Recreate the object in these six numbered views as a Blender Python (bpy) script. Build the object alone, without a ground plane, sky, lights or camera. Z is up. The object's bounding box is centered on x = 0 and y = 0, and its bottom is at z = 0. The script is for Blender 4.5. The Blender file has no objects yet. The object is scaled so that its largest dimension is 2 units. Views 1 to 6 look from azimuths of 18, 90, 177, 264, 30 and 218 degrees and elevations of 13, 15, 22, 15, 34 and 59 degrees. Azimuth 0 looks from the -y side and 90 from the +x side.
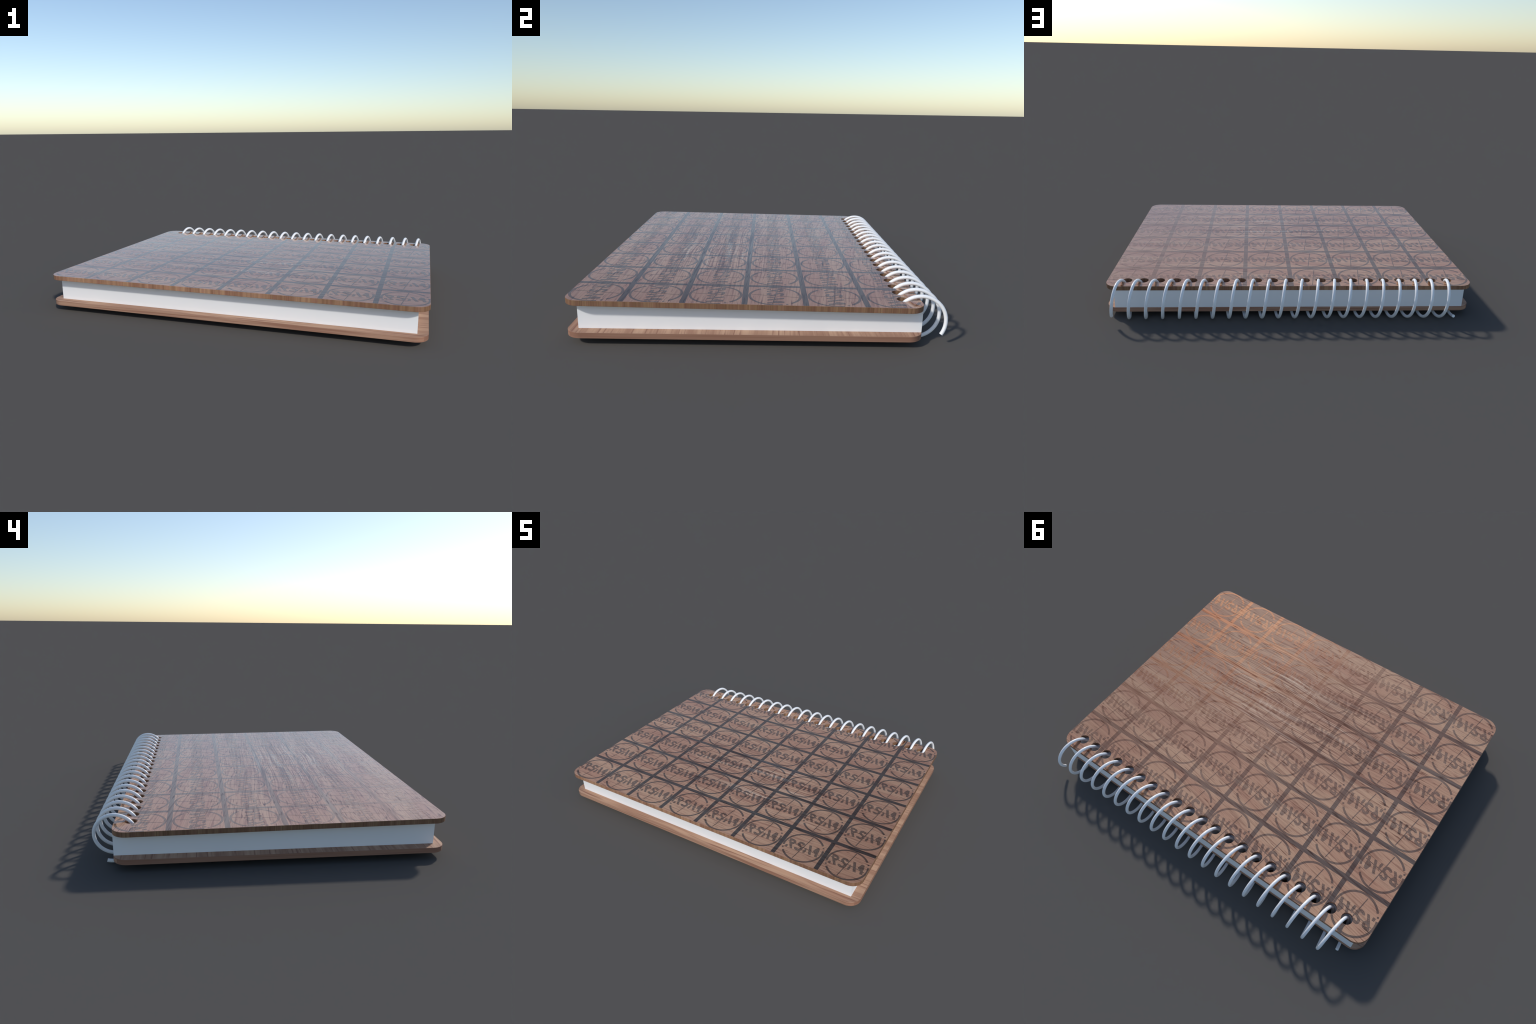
# Spiral-bound notebook with two wooden covers.
# Front cover carries a grid of ruled lines and round lettered emblems; a white wire coil binds the back edge.
import bpy, bmesh, math
from mathutils import Matrix, Vector
from mathutils.geometry import tessellate_polygon

# ------------------------------------------------------------------ dimensions (metres)
HALF_W = 1.0                       # half width of the covers
COVER_Y0, COVER_Y1 = -0.804, 0.6965
CORNER_R = 0.067
FRONT_T = 0.0242                   # front cover thickness
BACK_Z0, BACK_Z1 = 0.0324, 0.0574  # back cover bottom / top
FRONT_Z = 0.19068                  # top surface of the front cover at y = 0
TILT = 0.01122                     # the front cover rises towards the open edge
PAGE_X, PAGE_Y0, PAGE_Y1 = 0.950, -0.7567, 0.6937
HOLES, HOLE_X0, HOLE_STEP, HOLE_Y, HOLE_R = 21, -0.871, 0.0882, 0.6215, 0.0285
COIL_Y, COIL_Z, COIL_R, WIRE_R = 0.6957, 0.1083, 0.100, 0.0083
COIL_X0, COIL_PITCH, COIL_T0, COIL_T1 = -0.8724, 0.0885, -0.3046, 20.600
CELL_X, CELL_Y, LINE_W = 0.2537, 0.254, 0.0242
ROW_Y0 = -0.5635                   # first horizontal line

GLOSS = 0.0                        # varnish roughness
BUMP = 0.0

scene = bpy.context.scene
coll = scene.collection


def link(name, mesh, parent=None):
    ob = bpy.data.objects.new(name, mesh)
    coll.objects.link(ob)
    if parent:
        ob.parent = parent
    return ob


def mesh_from_bm(name, bm):
    me = bpy.data.meshes.new(name)
    bmesh.ops.recalc_face_normals(bm, faces=bm.faces[:])
    bm.to_mesh(me)
    bm.free()
    return me


# ------------------------------------------------------------------ node helpers
class Nodes:
    def __init__(self, name):
        self.mat = bpy.data.materials.new(name)
        self.mat.use_nodes = True
        self.t = self.mat.node_tree
        self.b = self.t.nodes["Principled BSDF"]

    def put(self, sock, v):
        if isinstance(v, bpy.types.NodeSocket):
            self.t.links.new(v, sock)
        elif v is not None:
            if hasattr(sock.default_value, "__len__") and not hasattr(v, "__len__"):
                v = (v,) * len(sock.default_value)
            if hasattr(v, "__len__") and len(v) == 3 and len(sock.default_value) == 4:
                v = (*v, 1.0)
            sock.default_value = v

    def math(self, op, a, b=None, c=None, clamp=False):
        n = self.t.nodes.new("ShaderNodeMath")
        n.operation = op
        n.use_clamp = clamp
        for i, v in enumerate((a, b, c)):
            if v is not None:
                self.put(n.inputs[i], v)
        return n.outputs[0]

    def vec(self, x, y, z):
        n = self.t.nodes.new("ShaderNodeCombineXYZ")
        for i, v in enumerate((x, y, z)):
            self.put(n.inputs[i], v)
        return n.outputs[0]

    def noise(self, v, scale=1.0, detail=2.0, rough=0.5, dist=0.0):
        n = self.t.nodes.new("ShaderNodeTexNoise")
        self.put(n.inputs["Vector"], v)
        self.put(n.inputs["Scale"], scale)
        self.put(n.inputs["Detail"], detail)
        self.put(n.inputs["Roughness"], rough)
        self.put(n.inputs["Distortion"], dist)
        return n.outputs["Fac"]

    def ramp(self, f, lo, hi, a=0.0, b=1.0):
        n = self.t.nodes.new("ShaderNodeMapRange")
        n.interpolation_type = "SMOOTHSTEP"
        for k, v in (("Value", f), ("From Min", lo), ("From Max", hi), ("To Min", a), ("To Max", b)):
            self.put(n.inputs[k], v)
        return n.outputs[0]

    def mix(self, f, a, b, mode="MIX"):
        n = self.t.nodes.new("ShaderNodeMix")
        n.data_type = "RGBA"
        n.blend_type = mode
        self.put(n.inputs[0], f)
        self.put(n.inputs[6], a)
        self.put(n.inputs[7], b)
        return n.outputs[2]

    def coords(self, ref=None):
        n = self.t.nodes.new("ShaderNodeTexCoord")
        n.object = ref
        s = self.t.nodes.new("ShaderNodeSeparateXYZ")
        self.t.links.new(n.outputs["Object"], s.inputs[0])
        return s.outputs[0], s.outputs[1], s.outputs[2]

    def bump(self, h, strength, dist=0.002):
        n = self.t.nodes.new("ShaderNodeBump")
        self.put(n.inputs["Height"], h)
        n.inputs["Strength"].default_value = strength
        n.inputs["Distance"].default_value = dist
        self.t.links.new(n.outputs[0], self.b.inputs["Normal"])


def veneer(n, ref):
    """Front-cover veneer: grain along x, bending, with dark reddish pores and a paler centre."""
    x, y, z = n.coords(ref)
    M = n.math
    # grain leans in the half next to the coil and meanders slowly
    lean = M("MULTIPLY", M("MULTIPLY", x, n.ramp(y, -0.20, 0.40)), 0.16)
    me = M("MULTIPLY", M("SUBTRACT", n.noise(n.vec(M("MULTIPLY", x, 1.25), M("MULTIPLY", y, 1.6), 0.4), 1.0, 0.5), 0.5), 0.13)
    wob = M("MULTIPLY", M("SUBTRACT", n.noise(n.vec(M("MULTIPLY", x, 5.0), M("MULTIPLY", y, 7.0), 2.4), 1.0, 0.0), 0.5), 0.009)
    g = M("ADD", M("ADD", M("ADD", y, lean), me), wob)
    centre = M("MULTIPLY", n.ramp(M("ABSOLUTE", M("ADD", y, 0.26)), 0.05, 0.46, 1.0, 0.0),
               n.ramp(M("ABSOLUTE", M("SUBTRACT", x, 0.05)), 0.15, 0.85, 1.0, 0.0))
    tone = n.noise(n.vec(M("MULTIPLY", x, 1.1), M("MULTIPLY", g, 10.0), 3.1), 1.0, 3.0, 0.6)
    col = n.mix(n.ramp(tone, 0.34, 0.66), (0.490, 0.262, 0.164), (0.565, 0.340, 0.213))
    pale = n.noise(n.vec(M("MULTIPLY", x, 1.6), M("MULTIPLY", g, 36.0), 1.7), 1.0, 3.0, 0.6)
    col = n.mix(M("MULTIPLY", n.ramp(pale, 0.47, 0.74), M("ADD", M("MULTIPLY", centre, 0.82), 0.06)), col, (0.72, 0.515, 0.365))
    # long fine growth lines, densest in the middle
    fine = n.noise(n.vec(M("MULTIPLY", x, 1.5), M("MULTIPLY", g, 170.0), 8.0), 1.0, 1.5, 0.5)
    fm = M("MULTIPLY", n.ramp(fine, 0.490, 0.60), M("ADD", M("MULTIPLY", centre, 0.48), 0.20))
    col = n.mix(fm, col, (0.205, 0.085, 0.052))
    mid = n.noise(n.vec(M("MULTIPLY", x, 4.5), M("MULTIPLY", g, 92.0), 18.0), 1.0, 1.0, 0.5)
    mm = M("MULTIPLY", n.ramp(mid, 0.55, 0.66), 0.50)
    col = n.mix(mm, col, (0.245, 0.106, 0.066))
    # crisp dark fibres, long and close-set in the middle
    fib = n.noise(n.vec(M("MULTIPLY", x, 3.2), M("MULTIPLY", g, 118.0), 31.0), 1.0, 0.6, 0.5)
    fibre = M("MULTIPLY", n.ramp(fib, 0.56, 0.63), M("ADD", M("MULTIPLY", centre, 0.55), 0.06))
    col = n.mix(fibre, col, (0.195, 0.080, 0.050))
    # short open pores
    dash = n.noise(n.vec(M("MULTIPLY", x, 12.0), M("MULTIPLY", g, 135.0), 5.0), 1.0, 1.0, 0.5)
    area = n.noise(n.vec(M("MULTIPLY", x, 2.0), M("MULTIPLY", y, 5.0), 9.0), 1.0, 1.0)
    dm = M("MULTIPLY", n.ramp(dash, 0.58, 0.70), n.ramp(area, 0.25, 0.6, 0.30, 0.85))
    col = n.mix(dm, col, (0.190, 0.078, 0.044))
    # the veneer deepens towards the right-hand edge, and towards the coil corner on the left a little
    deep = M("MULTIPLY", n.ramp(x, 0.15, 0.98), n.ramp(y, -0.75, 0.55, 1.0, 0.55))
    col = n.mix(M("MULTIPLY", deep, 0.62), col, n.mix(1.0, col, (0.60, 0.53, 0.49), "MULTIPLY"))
    grit = n.noise(n.vec(M("MULTIPLY", x, 190.0), M("MULTIPLY", y, 260.0), z), 1.0, 1.0)
    col = n.mix(1.0, col, n.mix(grit, (0.90, 0.90, 0.90), (1.10, 1.10, 1.10)), "MULTIPLY")
    h = M("SUBTRACT", 1.0, M("MAXIMUM", fm, dm))
    return col, h, (x, y, z)


def make_materials(cover):
    mats = {}
    # plain veneer
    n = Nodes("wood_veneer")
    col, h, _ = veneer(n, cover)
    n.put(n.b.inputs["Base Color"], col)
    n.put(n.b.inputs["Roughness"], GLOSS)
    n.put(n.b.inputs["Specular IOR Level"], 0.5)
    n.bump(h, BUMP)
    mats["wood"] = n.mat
    # marks: the same veneer with a metallic print on it; letters are worn through in specks
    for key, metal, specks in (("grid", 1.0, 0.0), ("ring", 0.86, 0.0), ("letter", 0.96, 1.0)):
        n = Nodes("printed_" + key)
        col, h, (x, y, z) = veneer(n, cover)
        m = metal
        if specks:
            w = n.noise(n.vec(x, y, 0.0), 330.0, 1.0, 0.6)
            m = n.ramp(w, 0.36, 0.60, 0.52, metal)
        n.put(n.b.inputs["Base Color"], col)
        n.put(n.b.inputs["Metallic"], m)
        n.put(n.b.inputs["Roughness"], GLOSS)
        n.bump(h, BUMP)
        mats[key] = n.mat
    # sawn edge of the front cover: end-grain stripes running through the thickness
    n = Nodes("sawn_edge")
    x, y, z = n.coords()
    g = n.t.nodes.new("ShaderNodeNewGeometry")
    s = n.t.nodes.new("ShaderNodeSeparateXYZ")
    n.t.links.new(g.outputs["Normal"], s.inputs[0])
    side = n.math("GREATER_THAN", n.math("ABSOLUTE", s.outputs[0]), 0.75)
    u = n.math("ADD", n.math("MULTIPLY", x, n.math("SUBTRACT", 1.0, side)), n.math("MULTIPLY", n.math("ADD", n.math("MULTIPLY", y, 2.1), 7.0), side))
    thin = n.noise(n.vec(n.math("MULTIPLY", u, 52.0), 0.0, n.math("MULTIPLY", z, 2.0)), 1.0, 3.0, 0.7)
    wide = n.noise(n.vec(n.math("MULTIPLY", u, 8.0), 4.0, 0.0), 1.0, 2.0, 0.6)
    hue = n.noise(n.vec(n.math("MULTIPLY", u, 30.0), 9.0, 0.0), 1.0, 2.0, 0.6)
    col = n.mix(n.ramp(thin, 0.40, 0.60), (0.345, 0.190, 0.105), (0.505, 0.300, 0.175))
    col = n.mix(n.math("MULTIPLY", n.ramp(hue, 0.46, 0.58), 0.60), col, (0.385, 0.185, 0.125))
    col = n.mix(n.math("MULTIPLY", n.ramp(wide, 0.58, 0.44), 0.6), col, n.mix(1.0, col, (0.60, 0.50, 0.50), "MULTIPLY"))
    knife = n.noise(n.vec(n.math("MULTIPLY", u, 85.0), 2.0, 0.0), 1.0, 1.0, 0.5)
    col = n.mix(n.math("MULTIPLY", n.ramp(knife, 0.61, 0.70), 0.75), col, (0.175, 0.070, 0.042))
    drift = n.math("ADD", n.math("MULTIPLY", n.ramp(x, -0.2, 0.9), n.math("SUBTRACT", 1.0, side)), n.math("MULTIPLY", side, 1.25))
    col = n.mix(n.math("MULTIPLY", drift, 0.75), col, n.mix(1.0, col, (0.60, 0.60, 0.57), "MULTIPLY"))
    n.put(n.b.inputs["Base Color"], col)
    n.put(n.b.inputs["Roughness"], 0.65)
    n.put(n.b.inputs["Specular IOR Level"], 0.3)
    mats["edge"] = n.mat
    # back cover: straight-grained, matt
    n = Nodes("back_wood")
    x, y, z = n.coords()
    w = n.math("MULTIPLY", n.noise(n.vec(n.math("MULTIPLY", x, 1.4), n.math("MULTIPLY", y, 2.0), 0.0), 1.0, 1.0), 0.06)
    v = n.math("ADD", y, w)
    big = n.noise(n.vec(n.math("MULTIPLY", x, 1.5), n.math("MULTIPLY", v, 26.0), 0.0), 1.0, 3.0, 0.6)
    col = n.mix(n.ramp(big, 0.32, 0.68), (0.37, 0.200, 0.128), (0.55, 0.345, 0.228))
    ln = n.noise(n.vec(n.math("MULTIPLY", x, 3.0), n.math("MULTIPLY", v, 85.0), 2.0), 1.0, 2.0, 0.55)
    col = n.mix(n.math("MULTIPLY", n.ramp(ln, 0.53, 0.68), 0.75), col, (0.23, 0.095, 0.062))
    n.put(n.b.inputs["Base Color"], col)
    n.put(n.b.inputs["Roughness"], 0.62)
    n.put(n.b.inputs["Specular IOR Level"], 0.3)
    mats["back"] = n.mat
    # its rim: grain follows the outline, so the bands change with height only
    n = Nodes("back_wood_rim")
    x, y, z = n.coords()
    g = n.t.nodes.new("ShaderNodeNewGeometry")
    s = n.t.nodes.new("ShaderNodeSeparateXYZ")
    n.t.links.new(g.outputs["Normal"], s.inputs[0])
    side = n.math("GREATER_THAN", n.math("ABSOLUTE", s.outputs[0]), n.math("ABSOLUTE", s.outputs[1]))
    u = n.math("ADD", n.math("MULTIPLY", x, n.math("SUBTRACT", 1.0, side)), n.math("MULTIPLY", n.math("ADD", y, 5.0), side))
    band = n.noise(n.vec(n.math("MULTIPLY", u, 1.6), n.math("MULTIPLY", side, 3.0), n.math("MULTIPLY", z, 90.0)), 1.0, 2.0, 0.5)
    col = n.mix(n.ramp(band, 0.40, 0.60), (0.325, 0.162, 0.105), (0.45, 0.262, 0.175))
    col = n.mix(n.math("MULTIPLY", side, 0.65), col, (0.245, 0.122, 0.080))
    n.put(n.b.inputs["Base Color"], col)
    n.put(n.b.inputs["Roughness"], 0.65)
    n.put(n.b.inputs["Specular IOR Level"], 0.3)
    mats["rim"] = n.mat
    # paper
    n = Nodes("white_paper")
    x, y, z = n.coords()
    cast = n.noise(n.vec(x, y, n.math("MULTIPLY", z, 8.0)), 1.5, 1.0)
    n.put(n.b.inputs["Base Color"], n.mix(cast, (0.885, 0.885, 0.885), (0.915, 0.915, 0.915)))
    n.put(n.b.inputs["Roughness"], 0.8)
    n.put(n.b.inputs["Specular IOR Level"], 0.2)
    mats["paper"] = n.mat
    # enamelled wire
    n = Nodes("white_wire")
    x, y, z = n.coords()
    tint = n.noise(n.vec(x, y, z), 14.0, 2.0)
    n.put(n.b.inputs["Base Color"], n.mix(tint, (0.90, 0.90, 0.90), (0.94, 0.94, 0.94)))
    n.put(n.b.inputs["Roughness"], 0.25)
    mats["wire"] = n.mat
    return mats


# ------------------------------------------------------------------ covers
def rounded_outline(inset=0.0, seg=20):
    r = CORNER_R - inset
    pts = []
    for cx, cy, a0 in ((HALF_W - CORNER_R, COVER_Y1 - CORNER_R, 0), (-HALF_W + CORNER_R, COVER_Y1 - CORNER_R, 90),
                       (-HALF_W + CORNER_R, COVER_Y0 + CORNER_R, 180), (HALF_W - CORNER_R, COVER_Y0 + CORNER_R, 270)):
        for k in range(seg + 1):
            a = math.radians(a0 + 90.0 * k / seg)
            pts.append((cx + r * math.cos(a), cy + r * math.sin(a)))
    return pts


def board(name, layers):
    """Stack outlines (z, inset) into a closed board."""
    bm = bmesh.new()
    rings = [[bm.verts.new((x, y, z)) for x, y in rounded_outline(i)] for z, i in layers]
    for a, b in zip(rings, rings[1:]):
        for k in range(len(a)):
            j = (k + 1) % len(a)
            bm.faces.new((a[k], a[j], b[j], b[k]))
    bm.faces.new(list(reversed(rings[0])))
    bm.faces.new(rings[-1])
    return mesh_from_bm(name, bm)


def hole_punch(z0, z1, seg=32):
    bm = bmesh.new()
    for i in range(HOLES):
        cx = HOLE_X0 + HOLE_STEP * i
        lo, hi = [], []
        for k in range(seg):
            a = 2 * math.pi * k / seg
            p = (cx + HOLE_R * math.cos(a), HOLE_Y + HOLE_R * math.sin(a))
            lo.append(bm.verts.new((*p, z0)))
            hi.append(bm.verts.new((*p, z1)))
        for k in range(seg):
            j = (k + 1) % seg
            bm.faces.new((lo[k], lo[j], hi[j], hi[k]))
        bm.faces.new(list(reversed(lo)))
        bm.faces.new(hi)
    return mesh_from_bm("hole_punch", bm)


def boolean(me, tool, op, own=False):
    """Return me (op) tool as a new mesh."""
    a = bpy.data.objects.new("work_a", me)
    b = bpy.data.objects.new("work_b", tool)
    coll.objects.link(a)
    coll.objects.link(b)
    m = a.modifiers.new("cut", "BOOLEAN")
    m.operation, m.solver, m.object, m.use_self = op, "EXACT", b, own
    out = bpy.data.meshes.new_from_object(a.evaluated_get(bpy.context.evaluated_depsgraph_get()))
    out.name = me.name
    bpy.data.objects.remove(a)
    bpy.data.objects.remove(b)
    return out


def face_slots(me, up_slot, side_slot, limit=0.9):
    for p in me.polygons:
        p.material_index = up_slot if abs(p.normal.z) > limit else side_slot


def smooth(me, deg=35):
    for p in me.polygons:
        p.use_smooth = True
    me.set_sharp_from_angle(angle=math.radians(deg))


# ------------------------------------------------------------------ printed marks (flat prisms, a hair proud of the veneer)
def prism(bm, loops, z0, z1, slot):
    """loops[0] outer outline, the rest holes."""
    flat = [p for lp in loops for p in lp]
    tris = tessellate_polygon([[Vector((x, y, 0)) for x, y in lp] for lp in loops])
    lo = [bm.verts.new((x, y, z0)) for x, y in flat]
    hi = [bm.verts.new((x, y, z1)) for x, y in flat]
    faces = []
    for t in tris:
        faces.append(bm.faces.new([hi[i] for i in t]))
        faces.append(bm.faces.new([lo[i] for i in reversed(t)]))
    o = 0
    for lp in loops:
        k = len(lp)
        for i in range(k):
            j = (i + 1) % k
            faces.append(bm.faces.new((lo[o + i], lo[o + j], hi[o + j], hi[o + i])))
        o += k
    for f in faces:
        f.normal_update()
        f.material_index = slot if abs(f.normal.z) > 0.5 else 2


def rounded(pts, cuts=4):
    """Closed Catmull-Rom through the points."""
    out, n = [], len(pts)
    for i in range(n):
        p0, p1, p2, p3 = (Vector(pts[(i + d) % n]) for d in (-1, 0, 1, 2))
        for c in range(cuts):
            t = c / cuts
            q = 0.5 * (2 * p1 + (p2 - p0) * t + (2 * p0 - 5 * p1 + 4 * p2 - p3) * t * t + (3 * p1 - p0 - 3 * p2 + p3) * t ** 3)
            out.append((q.x, q.y))
    return out


def sector(r0, r1, a0, a1, seg):
    a = [math.radians(a0 + (a1 - a0) * k / seg) for k in range(seg + 1)]
    return [(r1 * math.cos(t), r1 * math.sin(t)) for t in a] + [(r0 * math.cos(t), r0 * math.sin(t)) for t in reversed(a)]


def bar(cx, cy, length, width, deg):
    c, s = math.cos(math.radians(deg)), math.sin(math.radians(deg))
    return [(cx + c * a - s * b, cy + s * a + c * b) for a, b in
            ((-length / 2, -width / 2), (length / 2, -width / 2), (length / 2, width / 2), (-length / 2, width / 2))]


# letter strokes in fractions of a cell, origin at the emblem's centre
STOP = [(-0.375, -0.139), (-0.318, -0.139), (-0.318, -0.069), (-0.370, -0.069)]
LEG_R = [(-0.248, -0.139), (-0.192, -0.134), (-0.252, -0.021), (-0.240, -0.006), (-0.215, 0.025), (-0.205, 0.058), (-0.207, 0.088),
         (-0.217, 0.113), (-0.245, 0.138), (-0.293, 0.152), (-0.335, 0.154), (-0.372, 0.149), (-0.378, 0.114), (-0.346, 0.034)]
EYE_R = [(-0.258, 0.062), (-0.271, 0.049), (-0.308, 0.058), (-0.324, 0.077), (-0.298, 0.090), (-0.267, 0.082)]
ESS = [(0.001, 0.104), (-0.033, 0.140), (-0.084, 0.157), (-0.134, 0.147), (-0.159, 0.097), (-0.146, 0.039), (-0.115, 0.008),
       (-0.080, -0.010), (-0.060, -0.030), (-0.056, -0.058), (-0.074, -0.078), (-0.107, -0.073), (-0.135, -0.062), (-0.173, -0.075),
       (-0.156, -0.112), (-0.114, -0.137), (-0.064, -0.140), (-0.020, -0.121), (0.003, -0.077), (0.004, -0.031), (-0.018, 0.007),
       (-0.050, 0.026), (-0.076, 0.046), (-0.100, 0.074), (-0.095, 0.094), (-0.068, 0.094), (-0.035, 0.072)]
TICK = [(0.041, -0.136), (0.086, -0.136), (0.098, -0.073), (0.094, -0.030), (0.078, -0.012), (0.064, 0.036), (0.056, 0.034),
        (0.062, -0.010), (0.051, -0.029), (0.039, -0.091)]
SLASH = [(0.173, -0.129), (0.235, -0.128), (0.139, 0.150), (0.080, 0.148)]
HOOK = [(0.316, -0.134), (0.379, -0.128), (0.347, -0.016), (0.348, 0.039), (0.326, 0.147), (0.265, 0.152), (0.224, 0.039),
        (0.233, 0.006), (0.293, -0.041)]


def emblem_mesh():
    bm = bmesh.new()
    sc = lambda pts: [(x * CELL_X, y * CELL_Y) for x, y in pts]
    low = -0.0012
    for a0, a1 in ((37.2, 193.6), (214.6, 375.8)):
        prism(bm, [sc(sector(0.406, 0.450, a0, a1, 40))], low, 0.00016, 0)
    for a in (26.4, 204.2):
        c = math.radians(a)
        prism(bm, [sc(bar(0.431 * math.cos(c), 0.431 * math.sin(c), 0.038, 0.038, a))], low, 0.00016, 0)
    prism(bm, [sc(bar(-0.004, 0.007, 0.786, 0.0165, -8.1))], low, 0.00021, 0)
    prism(bm, [sc(bar(-0.005, 0.005, 0.786, 0.019, 81.8))], low, 0.00024, 0)
    for loops in ([STOP], [LEG_R, EYE_R], [TICK], [SLASH], [HOOK]):
        prism(bm, [sc(lp) for lp in loops], low, 0.00028, 1)
    prism(bm, [sc(rounded(ESS, 3))], low, 0.00028, 1)
    return mesh_from_bm("emblem", bm)


def grid_mesh():
    """Ruled grid as one flat sheet of bars, split at the crossings so no faces overlap."""
    xs = [CELL_X * k for k in range(-3, 4)]
    ys = [ROW_Y0 + CELL_Y * k for k in range(5)]
    bm = bmesh.new()
    h = LINE_W / 2
    def span(c, lo, hi):
        e = [lo]
        for v in c:
            e += [v - h, v + h]
        return e + [hi]
    ex, ey = span(xs, -1.05, 1.05), span(ys, -0.85, 0.75)
    grid = {}
    for i, x in enumerate(ex):
        for j, y in enumerate(ey):
            grid[i, j] = bm.verts.new((x, y, 0.00011))
    for i in range(len(ex) - 1):
        for j in range(len(ey) - 1):
            if i % 2 or j % 2:
                bm.faces.new((grid[i, j], grid[i + 1, j], grid[i + 1, j + 1], grid[i, j + 1]))
    bmesh.ops.delete(bm, geom=[v for v in bm.verts if not v.link_faces], context="VERTS")
    r = bmesh.ops.extrude_face_region(bm, geom=bm.faces[:])
    bmesh.ops.translate(bm, verts=[g for g in r["geom"] if isinstance(g, bmesh.types.BMVert)], vec=(0, 0, -0.0012))
    return mesh_from_bm("printed_grid", bm)


# ------------------------------------------------------------------ coil
def coil_mesh():
    per, ring = 56, 16
    n = int((COIL_T1 - COIL_T0) * per)
    bm = bmesh.new()
    prev, first = None, None
    for i in range(n + 1):
        t = COIL_T0 + (COIL_T1 - COIL_T0) * i / n
        a = 2 * math.pi * t
        c = Vector((COIL_X0 + COIL_PITCH * t, COIL_Y - COIL_R * math.cos(a), COIL_Z + COIL_R * math.sin(a)))
        d = Vector((COIL_PITCH / (2 * math.pi), COIL_R * math.sin(a), COIL_R * math.cos(a))).normalized()
        radial = Vector((0, -math.cos(a), math.sin(a)))
        bi = d.cross(radial).normalized()
        loop = [bm.verts.new(c + WIRE_R * (math.cos(2 * math.pi * k / ring) * radial + math.sin(2 * math.pi * k / ring) * bi)) for k in range(ring)]
        if prev:
            for k in range(ring):
                j = (k + 1) % ring
                bm.faces.new((prev[k], prev[j], loop[j], loop[k]))
        else:
            first = loop
        prev = loop
    bm.faces.new(first)
    bm.faces.new(list(reversed(prev)))
    return mesh_from_bm("spiral_wire", bm)


# ------------------------------------------------------------------ assemble
root = bpy.data.objects.new("spiral_notebook", None)
coll.objects.link(root)
root["label"] = "wooden-covered spiral notebook with repeated stamped round emblems"
root["category"] = "notebook"

# front cover, modelled with its top face at z = 0 and then tilted
C = 0.0009
me = board("front_cover", [(-FRONT_T, C), (-FRONT_T + C, 0), (-C, 0), (0, C)])
me = boolean(me, hole_punch(-0.1, 0.1), "DIFFERENCE")
front = link("front_cover", me, root)
front.location = (0, 0, FRONT_Z)
front.rotation_euler = (-math.atan(TILT), 0, 0)
MATS = make_materials(front)
me.materials.clear()
me.materials.append(MATS["wood"])
me.materials.append(MATS["edge"])
face_slots(me, 0, 1)
for p in me.polygons:
    if p.center.z < -FRONT_T * 0.9:
        p.material_index = 1
smooth(me)

# region of the veneer that can take print: inside the outline, outside the holes
bm = bmesh.new()
lo = [bm.verts.new((x, y, -0.0009)) for x, y in rounded_outline(0.001)]
hi = [bm.verts.new((x, y, 0.02)) for x, y in rounded_outline(0.001)]
for k in range(len(lo)):
    j = (k + 1) % len(lo)
    bm.faces.new((lo[k], lo[j], hi[j], hi[k]))
bm.faces.new(list(reversed(lo)))
bm.faces.new(hi)
region = boolean(mesh_from_bm("region", bm), hole_punch(-0.1, 0.1), "DIFFERENCE")

g = boolean(grid_mesh(), region, "INTERSECT")
g.materials.clear()
g.materials.append(MATS["grid"])
g.materials.append(MATS["edge"])
face_slots(g, 0, 1)
link("printed_grid", g, front)

whole = emblem_mesh()
whole.materials.append(MATS["ring"])
whole.materials.append(MATS["letter"])
whole.materials.append(MATS["edge"])
for row in range(6):
    for colm in range(8):
        cx = CELL_X * (colm - 3.5)
        cy = ROW_Y0 + CELL_Y * (row - 0.5)
        m = whole
        if row in (0, 5) or colm in (0, 7):
            m = whole.copy()
            m.transform(Matrix.Translation((cx, cy, 0)))
            m = boolean(m, region, "INTERSECT", True)
            m.transform(Matrix.Translation((-cx, -cy, 0)))
            slots = [p.material_index for p in m.polygons]
            m.materials.clear()
            for k in ("ring", "letter", "edge"):
                m.materials.append(MATS[k])
            for p, k in zip(m.polygons, slots):
                p.material_index = k if k < 3 else 2
        e = link("emblem", m, front)
        e.location = (cx, cy, 0)

# back cover
me = board("back_cover", [(BACK_Z0, C), (BACK_Z0 + C, 0), (BACK_Z1 - C, 0), (BACK_Z1, C)])
me = boolean(me, hole_punch(-0.1, 0.3), "DIFFERENCE")
me.materials.clear()
me.materials.append(MATS["back"])
me.materials.append(MATS["rim"])
face_slots(me, 0, 1)
smooth(me)
link("back_cover", me, root)

# page block: a wedge filling the space between the covers
bm = bmesh.new()
under = lambda y: FRONT_Z - TILT * y - FRONT_T - 0.0004
v = [bm.verts.new((sx * PAGE_X, y, z)) for y in (PAGE_Y0, PAGE_Y1) for sx in (-1, 1) for z in (BACK_Z1 + 0.0003, under(y))]
for f in ((0, 2, 3, 1), (4, 5, 7, 6), (0, 1, 5, 4), (2, 6, 7, 3), (0, 4, 6, 2), (1, 3, 7, 5)):
    bm.faces.new([v[i] for i in f])
me = boolean(mesh_from_bm("page_block", bm), hole_punch(-0.1, 0.4), "DIFFERENCE")
me.materials.clear()
me.materials.append(MATS["paper"])
smooth(me)
link("page_block", me, root)

# wire
me = coil_mesh()
me.materials.append(MATS["wire"])
smooth(me, 50)
link("spiral_wire", me, root)
for m in list(bpy.data.meshes):
    if not m.users:
        bpy.data.meshes.remove(m)
